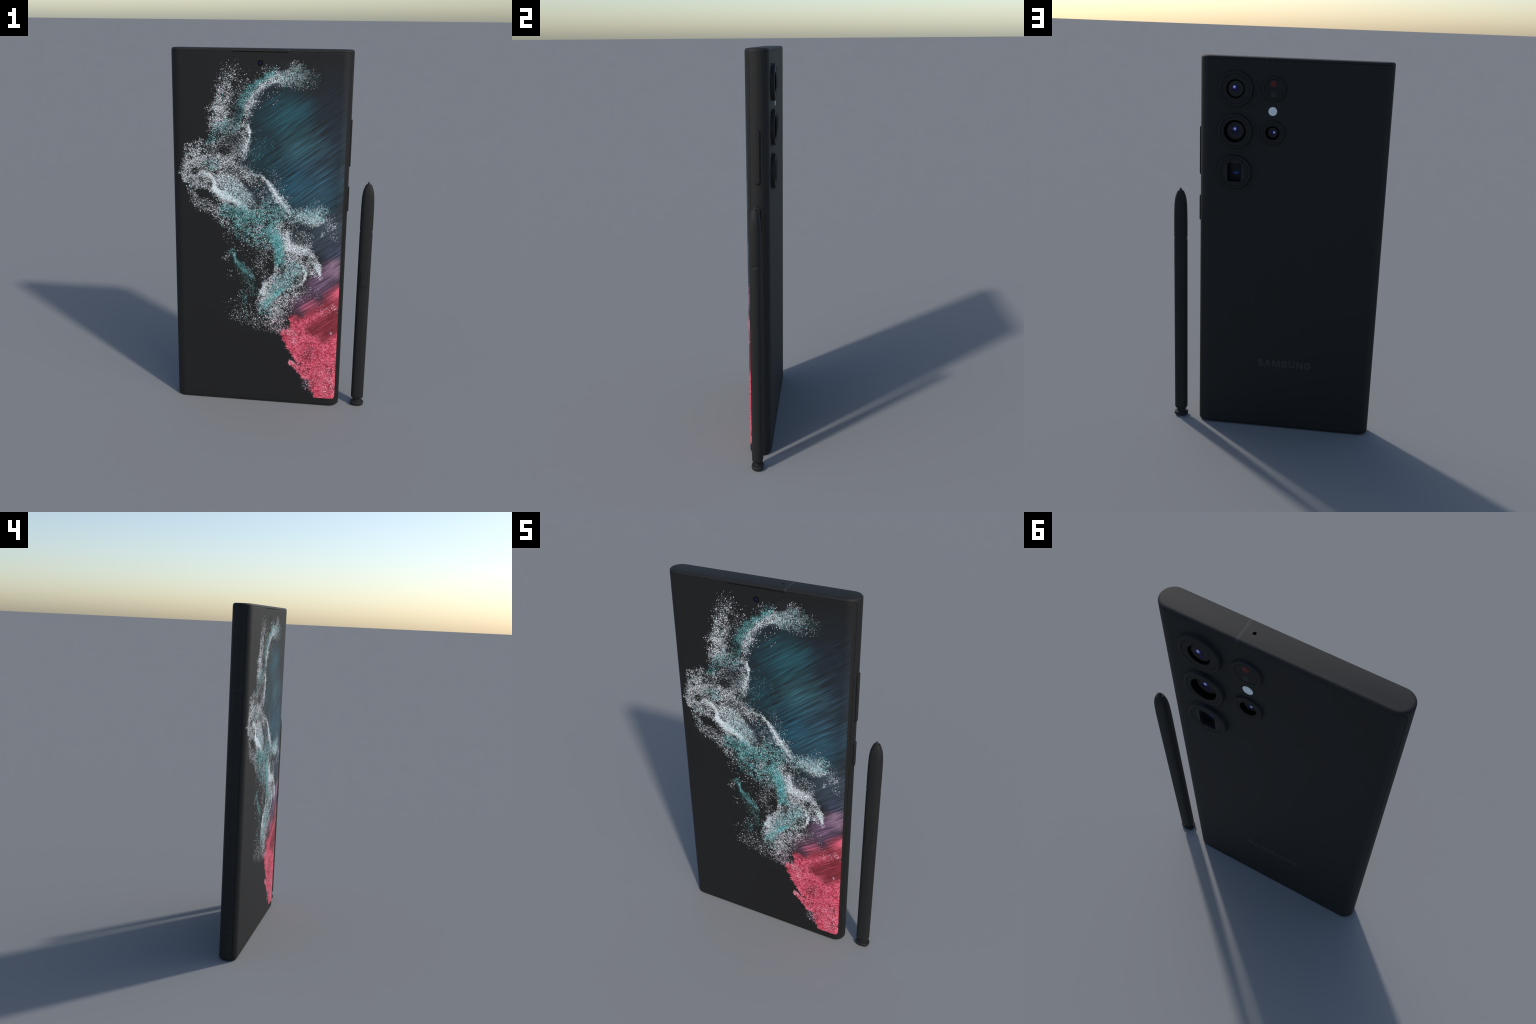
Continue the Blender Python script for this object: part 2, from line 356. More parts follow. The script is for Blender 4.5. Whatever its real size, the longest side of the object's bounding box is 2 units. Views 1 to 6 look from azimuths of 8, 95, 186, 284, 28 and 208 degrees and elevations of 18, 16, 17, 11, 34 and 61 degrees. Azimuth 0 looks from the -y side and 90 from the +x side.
class Graph:
    """Small helper that chains shader nodes."""
    def __init__(self, name):
        self.mat = bpy.data.materials.new(name)
        self.mat.use_nodes = True
        self.nt = self.mat.node_tree
        self.bsdf = self.nt.nodes['Principled BSDF']
    def node(self, kind, **kw):
        n = self.nt.nodes.new(kind)
        for k, v in kw.items():
            setattr(n, k, v)
        return n
    def put(self, sock, v):
        if isinstance(v, bpy.types.NodeSocket):
            self.nt.links.new(v, sock)
        elif v is not None:
            if sock.type == 'RGBA' and len(v) == 3:
                v = (*v, 1.0)
            sock.default_value = v
    def m(self, op, a, b=None, c=None, clamp=False):
        n = self.node('ShaderNodeMath', operation=op, use_clamp=clamp)
        for i, v in enumerate((a, b, c)):
            self.put(n.inputs[i], v)
        return n.outputs[0]
    def v(self, op, a, b=None, scale=None):
        n = self.node('ShaderNodeVectorMath', operation=op)
        self.put(n.inputs[0], a)
        self.put(n.inputs[1], b)
        if scale is not None:
            self.put(n.inputs['Scale'], scale)
        return n.outputs['Value' if op in ('DOT_PRODUCT', 'DISTANCE', 'LENGTH') else 'Vector']
    def ramp(self, x, lo, hi, a=0.0, b=1.0, smooth=True):
        n = self.node('ShaderNodeMapRange', interpolation_type='SMOOTHSTEP' if smooth else 'LINEAR')
        for i, v in enumerate((x, lo, hi, a, b)):
            self.put(n.inputs[i], v)
        return n.outputs[0]
    def mix(self, f, a, b, blend='MIX'):
        n = self.node('ShaderNodeMix', data_type='RGBA', blend_type=blend)
        self.put(n.inputs[0], f)
        self.put(n.inputs[6], a)
        self.put(n.inputs[7], b)
        return n.outputs[2]
    def noise(self, vec, scale, detail=2.0, rough=0.5):
        n = self.node('ShaderNodeTexNoise', noise_dimensions='3D')
        self.put(n.inputs['Vector'], vec)
        n.inputs['Scale'].default_value = scale
        n.inputs['Detail'].default_value = detail
        n.inputs['Roughness'].default_value = rough
        return n.outputs['Fac'], n.outputs['Color']
    def voronoi(self, vec, scale):
        n = self.node('ShaderNodeTexVoronoi', voronoi_dimensions='2D', feature='F1')
        self.put(n.inputs['Vector'], vec)
        n.inputs['Scale'].default_value = scale
        sep = self.node('ShaderNodeSeparateColor')
        self.nt.links.new(n.outputs['Color'], sep.inputs[0])
        return n.outputs['Distance'], sep.outputs[0], sep.outputs[1], sep.outputs[2]
    def object_xyz(self):
        tc = self.node('ShaderNodeTexCoord')
        sep = self.node('ShaderNodeSeparateXYZ')
        self.nt.links.new(tc.outputs['Object'], sep.inputs[0])
        return tc.outputs['Object'], sep.outputs[0], sep.outputs[1], sep.outputs[2]

def plain(name, colour, rough=0.5, spec=0.5, metallic=0.0, grain=0.0, bump=0.0, **extra):
    """One colour with a faint tonal grain."""
    g = Graph(name)
    co, *_ = g.object_xyz()
    fac, _ = g.noise(co, 38.0, 4.0, 0.6)
    k = g.ramp(fac, 0.25, 0.75, 1 - grain, 1 + grain, smooth=False)
    col = g.mix(1.0, colour, (1, 1, 1), 'MULTIPLY')
    col = g.v('SCALE', col, scale=k)
    g.put(g.bsdf.inputs['Base Color'], col)
    g.put(g.bsdf.inputs['Roughness'], rough)
    g.put(g.bsdf.inputs['Specular IOR Level'], spec)
    g.put(g.bsdf.inputs['Metallic'], metallic)
    for k2, v2 in extra.items():
        g.put(g.bsdf.inputs[k2], v2)
    if bump:
        fine, _ = g.noise(co, 900.0, 2.0)
        b = g.node('ShaderNodeBump')
        b.inputs['Strength'].default_value = bump
        b.inputs['Distance'].default_value = 0.0005
        g.put(b.inputs['Height'], fine)
        g.nt.links.new(b.outputs[0], g.bsdf.inputs['Normal'])
    return g.mat

def glint_lens(name, core, rim, spot, radius, squash=1.0, centre=None):
    """Lens element with a glint painted into its colour, from a pale core to a deep rim; spot = core place in the x-z plane."""
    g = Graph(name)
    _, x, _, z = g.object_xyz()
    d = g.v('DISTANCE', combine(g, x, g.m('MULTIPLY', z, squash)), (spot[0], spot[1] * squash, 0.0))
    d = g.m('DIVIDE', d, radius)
    col = g.mix(g.ramp(d, 0.15, 0.6), core, rim)  # painted glint: bright core, then its deep edge
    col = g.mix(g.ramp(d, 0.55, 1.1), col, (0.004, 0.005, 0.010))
    if centre:          # thin crescent of reflection painted opposite the core
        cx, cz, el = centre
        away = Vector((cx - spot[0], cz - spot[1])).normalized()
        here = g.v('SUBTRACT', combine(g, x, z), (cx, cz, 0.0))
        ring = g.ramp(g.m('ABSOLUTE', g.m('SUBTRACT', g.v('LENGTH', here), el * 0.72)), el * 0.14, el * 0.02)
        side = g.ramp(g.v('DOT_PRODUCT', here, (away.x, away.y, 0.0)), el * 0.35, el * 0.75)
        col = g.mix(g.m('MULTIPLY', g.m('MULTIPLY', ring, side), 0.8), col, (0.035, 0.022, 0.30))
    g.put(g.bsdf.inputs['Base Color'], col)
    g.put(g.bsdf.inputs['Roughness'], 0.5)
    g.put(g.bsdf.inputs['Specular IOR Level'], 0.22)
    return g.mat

def combine(g, x, z):
    n = g.node('ShaderNodeCombineXYZ')
    g.put(n.inputs[0], x)
    g.put(n.inputs[1], z)
    return n.outputs[0]

def capsule_group():
    """Node group: one tapering brush segment, joined to what came before by maximum."""
    nt = bpy.data.node_groups.new('brush_segment', 'ShaderNodeTree')
    for nm, kind in (('P', 'Vector'), ('A', 'Vector'), ('BA', 'Vector'), ('BA over length squared', 'Vector'), ('Radius', 'Float'), ('Radius change', 'Float'), ('Weight', 'Float'), ('Weight change', 'Float'), ('Before', 'Float')):
        nt.interface.new_socket(nm, in_out='INPUT', socket_type='NodeSocket' + kind)
    nt.interface.new_socket('Density', in_out='OUTPUT', socket_type='NodeSocketFloat')
    nt.interface.new_socket('P', in_out='OUTPUT', socket_type='NodeSocketVector')
    g = Graph.__new__(Graph)
    g.nt = nt
    i = nt.nodes.new('NodeGroupInput').outputs
    o = nt.nodes.new('NodeGroupOutput')
    pa = g.v('SUBTRACT', i[0], i[1])
    t = g.m('ADD', g.v('DOT_PRODUCT', pa, i[3]), 0.0, clamp=True)
    d = g.v('DISTANCE', pa, g.v('SCALE', i[2], scale=t))
    q = g.m('DIVIDE', d, g.m('MULTIPLY_ADD', t, i[5], i[4]))
    f = g.ramp(q, 1.35, 0.35, 0.0, g.m('MULTIPLY_ADD', t, i[7], i[6]))
    most = g.m('MAXIMUM', i[8], f)
    nt.links.new(most, o.inputs[0])
    nt.links.new(after(g, i[0], most), o.inputs[1])
    return nt

def after(g, p, x):
    """The same point, but only known once x is: keeps the shader's working memory small."""
    return g.v('ADD', p, g.v('SCALE', (1e-7, 0.0, 0.0), scale=x))

def near(st, cell, margin):
    """The runs of a stroke that can reach a cell (x0, x1, z0, z1) of the picture."""
    if len(st) == 1:
        st = [st[0], (st[0][0] + 0.001, *st[0][1:])]
    runs = []
    for a, b in zip(st, st[1:]):
        reach = 1.35 * max(a[2], b[2]) + margin
        if min(a[0], b[0]) - reach < cell[1] and max(a[0], b[0]) + reach > cell[0] and min(a[1], b[1]) - reach < cell[3] and max(a[1], b[1]) + reach > cell[2]:
            runs.append((a, b))
    return runs

def stroke_field(g, p, strokes, cell, margin=0.032):
    """Density of a set of brush strokes; each is a chain of (x, z, radius, weight)."""
    group = bpy.data.node_groups.get('brush_segment') or capsule_group()
    free = None            # share of the surface left bare
    for st in strokes:
        best = 0.0
        runs = near(st, cell, margin)
        if not runs:
            continue
        for (ax, az, ra, wa), (bx, bz, rb, wb) in runs:
            ba = Vector((bx - ax, bz - az, 0))
            n = g.node('ShaderNodeGroup', node_tree=group)
            for k, val in enumerate((p, (ax, az, 0), tuple(ba), tuple(ba / ba.length_squared), ra, rb - ra, wa, wb - wa, best)):
                g.put(n.inputs[k], val)
            best, p = n.outputs[0], n.outputs[1]
        bare = g.m('SUBTRACT', 1.0, best, clamp=True)
        free = bare if free is None else g.m('MULTIPLY', free, bare)
        p = after(g, p, free)
    return None if free is None else g.m('SUBTRACT', 1.0, free, clamp=True)

def wallpaper(name, cell):
    """The lit picture on the display: powder waves over streaked water, red powder at the foot.
    One material per cell of the panel, holding only the strokes that reach it."""
    g = Graph(name)
    obj, x, y, z = g.object_xyz()
    flat = combine(g, x, z)
    col = (0.0, 0.0, 0.0)
    touched = any(near(st, cell, 0.032) for st in DUST + RED + MIST) or any(abs(gx - (cell[0] + cell[1]) / 2) < 1.3 * gr + 0.22 and abs(gz - (cell[2] + cell[3]) / 2) < 1.3 * gr + 0.2 for gx, gz, gr, *_ in GLOWS)
    if touched:
        # ragged edges: push the point about with noise before asking for densities
        _, n1 = g.noise(flat, 9.0, 3.0, 0.6)
        _, n2 = g.noise(flat, 38.0, 3.0, 0.6)
        off = g.v('SCALE', g.v('SUBTRACT', n1, (.5, .5, .5)), scale=0.050)
        off2 = g.v('SCALE', g.v('SUBTRACT', n2, (.5, .5, .5)), scale=0.034)
        p = g.v('MULTIPLY', g.v('ADD', g.v('ADD', flat, off), off2), (1, 1, 0))
        p_soft = g.v('MULTIPLY', g.v('ADD', flat, g.v('ADD', g.v('SCALE', off2, scale=0.7), g.v('SCALE', off, scale=0.35))), (1, 1, 0))
        dust = stroke_field(g, p, DUST, cell)
        p = p if dust is None else after(g, p, dust)
        teal = stroke_field(g, p, TEAL, cell)
        p_soft = p_soft if teal is None else after(g, p_soft, teal)
        mist = stroke_field(g, p_soft, MIST, cell)
        p = p if mist is None else after(g, p, mist)
        red = stroke_field(g, p, RED, cell)
        p = p if red is None else after(g, p, red)
        band = stroke_field(g, p, RED_STREAK, cell)
        p = p if band is None else after(g, p, band)
        shade = stroke_field(g, p, SHADE, cell)
        last = next((f for f in (shade, band, red, mist, teal, dust) if f is not None), None)
        flat = flat if last is None else after(g, flat, last)
        teal = 0.0 if teal is None else teal

        # ---- streaked water behind the waves: noise drawn out along one slant
        ca, sa = math.cos(math.radians(SLANT)), math.sin(math.radians(SLANT))
        along = g.m('ADD', g.m('MULTIPLY', x, ca), g.m('MULTIPLY', z, sa))
        across = g.m('SUBTRACT', g.m('MULTIPLY', z, ca), g.m('MULTIPLY', x, sa))
        wave, _ = g.noise(flat, 5.0, 1.0)
        across = g.m('MULTIPLY_ADD', wave, 0.006, across)
        s1, _ = g.noise(combine(g, g.m('MULTIPLY', along, 3.2), g.m('MULTIPLY', across, 85.0)), 1.0, 2.0, 0.6)
        s2, _ = g.noise(combine(g, g.m('MULTIPLY', along, 6.5), g.m('MULTIPLY', across, 240.0)), 1.0, 1.0, 0.6)
        streak = g.m('ADD', g.m('MULTIPLY', s1, 0.5), g.m('MULTIPLY', s2, 0.5))
        hair = g.ramp(s2, 0.58, 0.76)       # bright hairlines
        glow_p = g.v('ADD', flat, g.v('MULTIPLY', g.v('SUBTRACT', n1, (.5, .5, .5)), (0.10, 0.08, 0)))
        glow_p = g.v('MULTIPLY', glow_p, (1, 1, 0))
        for gx, gz, gr, gw, gc in GLOWS:
            reach = gr * 1.25 / 0.8 + 0.04
            if gx - reach > cell[1] or gx + reach < cell[0] or gz - reach > cell[3] or gz + reach < cell[2]:
                continue
            # the glows lean along the streaks
            d = g.v('SUBTRACT', glow_p, (gx, gz, 0))
            da = g.m('MULTIPLY', g.v('DOT_PRODUCT', d, (ca, sa, 0)), 0.8)
            db = g.v('DOT_PRODUCT', d, (-sa, ca, 0))
            q = g.m('SQRT', g.m('ADD', g.m('MULTIPLY', da, da), g.m('MULTIPLY', db, db)))
            f = g.ramp(q, gr * 1.25, 0.0, 0.0, min(gw, 1.0))
            col = g.mix(f, col, tuple(v * 0.80 for v in paint(gc)))
            glow_p = after(g, glow_p, f)
        lum = g.ramp(streak, 0.35, 0.66, 0.12, 1.75, smooth=False)
        col = g.v('SCALE', col, scale=lum)
        col = g.mix(g.m('MULTIPLY', hair, 0.45), col, g.v('SCALE', col, scale=2.0))

        # ---- red powder
        if red is not None:
            r1, _ = g.noise(flat, 11.0, 3.0, 0.6)
            d2, ra, rb, rc3 = g.voronoi(g.v('ADD', flat, (5.3, 2.1, 0)), 300.0)
            r2, _ = g.noise(flat, 60.0, 3.0, 0.7)
            mottle = g.m('ADD', g.m('MULTIPLY', r1, 0.74), g.m('MULTIPLY', r2, 0.26))
            rc = g.mix(g.ramp(mottle, 0.38, 0.48), paint((128, 46, 58)), paint((178, 58, 80)))
            rc = g.mix(g.ramp(mottle, 0.48, 0.58), rc, paint((198, 78, 102)))
            lot = g.m('ADD', ra, g.m('MULTIPLY', g.m('SUBTRACT', r2, 0.5), 1.3))
            rc = g.mix(g.m('MULTIPLY', g.ramp(lot, 0.62, 0.85), 0.65), rc, paint((214, 112, 138)))
            rc = g.mix(g.m('MULTIPLY', g.ramp(lot, 0.94, 1.10), 0.6), rc, paint((222, 156, 178)))
            rc = g.mix(g.m('MULTIPLY', g.ramp(lot, 0.34, 0.06), 0.75), rc, paint((70, 34, 42)))
            # feathery strands of pale pink and dark crimson
            r3, _ = g.noise(g.v('ADD', flat, g.v('SCALE', n2, scale=0.06)), 13.0, 4.0, 0.65)
            strand = g.m('ABSOLUTE', g.m('SUBTRACT', r3, 0.5))
            rc = g.mix(g.m('MULTIPLY', g.ramp(strand, 0.035, 0.0), g.m('MULTIPLY', g.ramp(lot, 0.25, 0.75), 0.4)), rc, paint((216, 132, 156)))
            rc = g.mix(g.m('MULTIPLY', g.ramp(strand, 0.10, 0.20), 0.55), rc, paint((112, 36, 48)))
            if band is not None:        # streaked dark-red band
                rs = g.mix(g.ramp(streak, 0.38, 0.62), paint((80, 30, 36)), paint((128, 46, 58)))
                rs = g.mix(g.m('MULTIPLY', hair, 0.6), rs, paint((200, 104, 124)))
                rc = g.mix(g.m('MULTIPLY', band, 0.95), rc, rs)
            rise = g.ramp(z, 0.50, 0.62)        # upper border breaks up along the streaks
            red = g.m('ADD', red, g.m('MULTIPLY', rise, g.m('MULTIPLY', g.m('SUBTRACT', streak, 0.56), 2.2)))
            red_mask = g.ramp(g.m('ADD', red, g.m('MULTIPLY', g.m('SUBTRACT', g.m('ADD', g.m('MULTIPLY', ra, 0.5), g.m('MULTIPLY', r2, 0.5)), 0.5), 1.2)), 0.34, 0.52)
            col = g.mix(red_mask, col, rc)

        # ---- colour of the powder: rosy towards the foot on the right
        blush = g.ramp(g.m('MULTIPLY_ADD', x, 0.9, g.m('SUBTRACT', 0.90, z)), 0.28, 0.55)
        white = g.mix(g.m('MULTIPLY', blush, 0.75), paint((228, 231, 241)), paint((226, 180, 204)))
        teal_c = g.mix(blush, paint((92, 176, 180)), paint((130, 160, 180)))
        cyan = paint((164, 210, 216))

        # ---- finest powder: veils with a fine grain
        if mist is not None:
            _, va, vb, _ = g.voronoi(g.v('ADD', flat, (1.7, 9.2, 0)), 330.0)
            lot = g.m('MULTIPLY_ADD', va, 1.0, g.m('MULTIPLY', mist, 0.95))
            veil = g.m('MULTIPLY', g.ramp(lot, 0.85, 1.25), g.ramp(mist, 0.02, 0.25))
            veil_c = g.mix(teal, g.mix(g.m('MULTIPLY', vb, 0.6), white, cyan), paint((92, 158, 164)))
            col = g.mix(g.m('MULTIPLY', mist, 0.22), col, veil_c)
            col = g.mix(g.m('MULTIPLY', veil, 0.9), col, veil_c)

        # ---- grains: three sizes of dots, shown where a cell's lot falls under the density
        if dust is not None:
            # wisps: crests of a warped noise gather the grains into strands
            lump, _ = g.noise(g.v('ADD', flat, g.v('SCALE', n2, scale=0.05)), 20.0, 4.0, 0.6)
            crest = g.m('ABSOLUTE', g.m('SUBTRACT', lump, 0.5))
            dens0 = g.m('MULTIPLY', dust, g.ramp(crest, 0.0, 0.12, 1.45, 0.42, smooth=False), clamp=True)
            for scale, gain, power, radius, shift, low, high in GRAINS:
                dist, ra, rb, rc2 = g.voronoi(g.v('ADD', flat, (shift, shift * 0.7, 0)), scale)
                dens = g.m('MULTIPLY', g.m('POWER', dens0, power), gain)
                shown = g.m('LESS_THAN', ra, dens)
                size = g.m('MULTIPLY_ADD', rb, radius * 0.5, radius * 0.5)
                dot = g.ramp(g.m('DIVIDE', dist, size), 1.0, 0.6)
                is_teal = g.m('LESS_THAN', rc2, g.m('MULTIPLY_ADD', teal, 0.75, 0.05))
                tint = g.mix(g.m('MULTIPLY_ADD', teal, 0.6, 0.12), white, cyan)
                grain = g.mix(is_teal, tint, teal_c)
                bright = g.m('MULTIPLY_ADD', rb, high - low, low)
                a = g.m('MULTIPLY', g.m('MULTIPLY', dot, shown), bright, clamp=True)
                if shade is not None:
                    a = g.m('MULTIPLY', a, g.m('SUBTRACT', 1.0, shade))
                col = g.mix(a, col, grain)
                flat = after(g, flat, a)

        # ---- the lit panel ends short of the glass edge, with rounded corners
        ax = g.m('ABSOLUTE', g.m('SUBTRACT', x, PX))
        az = g.m('ABSOLUTE', g.m('SUBTRACT', z, 1.0120))
        qx = g.m('MAXIMUM', g.m('SUBTRACT', ax, 0.4530 - 0.014), 0.0)
        qz = g.m('MAXIMUM', g.m('SUBTRACT', az, 0.9640 - 0.014), 0.0)
        corner = g.m('SQRT', g.m('ADD', g.m('MULTIPLY', qx, qx), g.m('MULTIPLY', qz, qz)))
        col = g.v('SCALE', col, scale=g.m('LESS_THAN', corner, 0.014))
    g.put(g.bsdf.inputs['Base Color'], g.v('ADD', g.v('MULTIPLY', col, PANEL_BASE), GLASS_BLACK))
    g.put(g.bsdf.inputs['Roughness'], GLASS_ROUGH)
    g.put(g.bsdf.inputs['Specular IOR Level'], GLASS_SPEC)
    if touched:         # the panel is switched on
        g.put(g.bsdf.inputs['Emission Color'], col)
        g.put(g.bsdf.inputs['Emission Strength'], SCREEN_LIGHT)
    return g.mat

# ---------------------------------------------------------------- colours
def paint(c):
    """Display colour as seen (sRGB) to the panel's colour, less the black glass's own shade."""
    return tuple(max(v - 0.015, 0.0) for v in srgb(c))
SLANT = 36.0                # degrees of the streaks in the wallpaper
PANEL_BASE = (1.15, 1.08, 1.00)     # share of the picture seen by reflected light (the set's light is bluish)
GRAINS = (                  # cells per metre, share, power, dot radius, shift, dimmest, brightest
    (310.0, 0.85, 1.3, 0.60, 0.0, 0.20, 0.75),
    (200.0, 0.70, 1.5, 0.52, 3.7, 0.45, 0.95),
    (135.0, 0.38, 1.4, 0.43, 8.1, 0.75, 1.00))
GLASS_BLACK = (0.0056, 0.0054, 0.0052)
GLASS_ROUGH = 0.68
GLASS_SPEC = 0.42
SCREEN_LIGHT = 0.15

frame_mat = plain('satin_black_metal', (0.0075, 0.0074, 0.0072), rough=0.72, spec=0.42, grain=0.06)
back_mat = plain('matte_black_glass', (0.0066, 0.0068, 0.0068), rough=0.72, spec=0.42, grain=0.06)
button_mat = plain('black_button_metal', (0.0070, 0.0070, 0.0069), rough=0.72, spec=0.42, grain=0.05)
band_mat = plain('grey_antenna_plastic', (0.022, 0.0225, 0.023), rough=0.72, spec=0.42, grain=0.05)
dark_mat = plain('plain_black', (0.0012, 0.0012, 0.0012), rough=0.6, spec=0.1)  # near-black colour for gap plates, earpiece strip and lens barrels
well_mat = plain('dark_prism_well', (0.0045, 0.0048, 0.0054), rough=0.6, spec=0.35)
ring_mat = plain('black_lens_ring_metal', (0.0050, 0.0052, 0.0056), rough=0.65, spec=0.40, grain=0.05)
cover_mat = plain('black_cover_glass', (0.0032, 0.0036, 0.0040), rough=0.65, spec=0.36)
inner_mat = plain('dark_lens_glass', (0.0080, 0.0086, 0.0096), rough=0.65, spec=0.40)
flash_mat = plain('white_flash_diffuser', (0.76, 0.78, 0.80), rough=0.5, grain=0.02)
red_mat = plain('red_sensor_window', (0.095, 0.004, 0.007), rough=0.65, spec=0.4)
grey_mat = plain('grey_sensor_window', (0.0150, 0.0150, 0.0160), rough=0.65, spec=0.4)
letter_mat = plain('dark_grey_lettering', (0.0200, 0.0205, 0.0215), rough=0.60, spec=0.50)
pen_mat = plain('matte_black_plastic', (0.0075, 0.0075, 0.0075), rough=0.72, spec=0.42, grain=0.06)
nib_mat = plain('grey_nib_plastic', (0.014, 0.014, 0.014), rough=0.7, spec=0.42)

# ---------------------------------------------------------------- phone
phone = empty('smartphone', (PX, PY, 0))
phone['label'] = 'slim black phone, powder-wave wallpaper, round rear cameras'
phone['category'] = 'smartphone'

GLASS_HW = FLAT + R * math.acos(0.0318 / R)     # glass half width along the skin
GLASS_Z0, GLASS_Z1 = 0.0135, 1.9855
GZ, GH = (GLASS_Z0 + GLASS_Z1) / 2, (GLASS_Z1 - GLASS_Z0) / 2
GR = 0.026
BACK_S = 2 * FLAT + HALF                        # arc length to the middle of the back

def build_frame():
    """Stadium-shaped shell: round rims above and below, a shallow seat for each glass."""
    bm = bmesh.new()
    nw, nh, nc = 56, 24, 8
    outer_hw = FLAT + HALF / 2
    rims = {0: [], 1: []}
    z_lo, z_hi = EDGE, H - EDGE
    for s0 in (0.0, BACK_S):
        seq = []
        out = rounded_rect(outer_hw, (z_hi - z_lo) / 2, 1e-5, nw, nh, nc)
        seat = rounded_rect(GLASS_HW + 0.0020, GH + 0.0018, GR + 0.0015, nw, nh, nc)
        for k in (0.0, 0.35, 0.7, 0.95):        # skin between the mid-side line and the seat
            seq.append([(s0 + a[0] * (1 - k) + b[0] * k, H / 2 * (1 - k) + GZ * k + a[1] * (1 - k) + b[1] * k, 0.0) for a, b in zip(out, seat)])
        for inset, off in ((0.0003, -0.0001), (0.0010, -0.0010), (0.0012, -0.0060)):
            seq.append([(s0 + s, GZ + z, off) for s, z in rounded_rect(GLASS_HW + 0.0020 - inset, GH + 0.0018 - inset, GR, nw, nh, nc)])
        for inset in (0.01, 0.02, 0.03, 0.04, 0.06):
            seq.append([(s0 + s, GZ + z, -0.0060) for s, z in rounded_rect(GLASS_HW - inset, GH - inset, 0.01, nw, nh, nc)])
        prev = None
        for loop in seq:
            ring = [bm.verts.new(on_body(*q)) for q in loop]
            if prev:
                bridge(bm, prev, ring)
            else:
                n = len(loop)
                for v, (s, z, _) in zip(ring, loop):
                    pass
            prev = ring
        bm.faces.new(prev)
        # rims grow from the straight top and bottom edges of the outer loop
        pts = out
        lo = [s for s, z in pts if z <= -(z_hi - z_lo) / 2 + 1e-9]
        hi = [s for s, z in pts if z >= (z_hi - z_lo) / 2 - 1e-9]
        rims[0] += [s0 + s for s in sorted(lo)]
        rims[1] += [s0 + s for s in sorted(hi)]
    for side, z_edge, sgn in ((0, z_lo, -1), (1, z_hi, 1)):
        ss = []
        for s in rims[side]:
            q = on_body(s, 0, 0)
            if not ss or (q - on_body(ss[-1], 0, 0)).length > 2e-5:
                ss.append(s)
        if (on_body(ss[0], 0, 0) - on_body(ss[-1], 0, 0)).length < 2e-5:
            ss.pop()
        prev = [bm.verts.new(on_body(s, z_edge, 0)) for s in ss]
        for i in range(1, 7):
            a = math.pi / 2 * i / 6
            ring = [bm.verts.new(on_body(s, z_edge + sgn * EDGE * math.sin(a), -EDGE * (1 - math.cos(a)))) for s in ss]
            bridge(bm, prev, ring)
            prev = ring
        bm.faces.new(prev)
    bmesh.ops.remove_doubles(bm, verts=bm.verts, dist=3e-5)
    return make_object('frame', bm, frame_mat, phone, smooth=38)

frame = build_frame()

# rear camera layout
BIG, SMALL = 0.0852, 0.0600
CX, CX2 = 0.2175, 0.0300
CZ = (1.8462, 1.6398, 1.4334)
WELLS = [(CX, CZ[0], 0.060), (CX, CZ[1], 0.062), (CX, CZ[2], 0.062), (CX2, CZ[1], 0.042)]

# openings in the frame: microphones, charging port, loudspeaker, pen slot
def cutter(make):
    bm = bmesh.new()
    make(bm)
    me = bpy.data.meshes.new('cutter')
    bmesh.ops.recalc_face_normals(bm, faces=bm.faces)
    bm.to_mesh(me)
    bm.free()
    ob = bpy.data.objects.new('cutter', me)
    bpy.context.scene.collection.objects.link(ob)
    return ob

def pill_cut(bm, cx, cy, hw, hh, z0, z1):
    rings = []
    for z in (z0, z1):
        rings.append([bm.verts.new((cx + u, cy + v, z)) for u, v in rounded_rect(hw, hh, min(hw, hh) * 0.98, 4, 4, 8)])
    bridge(bm, *rings)
    bm.faces.new(rings[0])
    bm.faces.new(rings[1])

def cut_all(bm):
    pill_cut(bm, 0.0312, -0.0095, 0.0068, 0.0068, H - 0.02, H + 0.01)          # top microphone
    pill_cut(bm, PX, PY, 0.052, 0.0155, -0.01, 0.04)                            # charging port
    pill_cut(bm, PX + 0.105, PY, 0.006, 0.006, -0.01, 0.02)                     # bottom microphone
    for hx, hz, hr in WELLS:                                                    # wells behind the rear cameras
        rings = [[bm.verts.new((hx + (hr + 0.001) * math.cos(2 * math.pi * i / 48), y, hz + (hr + 0.001) * math.sin(2 * math.pi * i / 48))) for i in range(48)] for y in (BACK - 0.055, BACK + 0.01)]
        bridge(bm, *rings)
        bm.faces.new(rings[0])
        bm.faces.new(rings[1])
    for i in range(6):                                                          # loudspeaker slots
        pill_cut(bm, PX + 0.165 + i * 0.022, PY, 0.0085, 0.0085, -0.01, 0.02)

cut = cutter(cut_all)
mod = frame.modifiers.new('openings', 'BOOLEAN')
mod.operation, mod.object, mod.solver = 'DIFFERENCE', cut, 'EXACT'
dg = bpy.context.evaluated_depsgraph_get()
new_me = bpy.data.meshes.new_from_object(frame.evaluated_get(dg))
frame.modifiers.clear()
frame.data = new_me
bpy.data.objects.remove(cut)
frame.data.name = 'frame'
frame.data.set_sharp_from_angle(angle=math.radians(38))

glass_loops = [(0.0012, -0.0058), (0.0, -0.0050), (0.0, -0.0009), (0.0004, -0.0003), (0.0012, 0.0)] + \
              [(0.0012 + i * 0.0046, 0.0) for i in range(1, 14)] + [(0.09, 0.0)]
body_patch('display_glass', 0.0, GZ, GLASS_HW, GH, GR, glass_loops, None, phone, n_w=60)

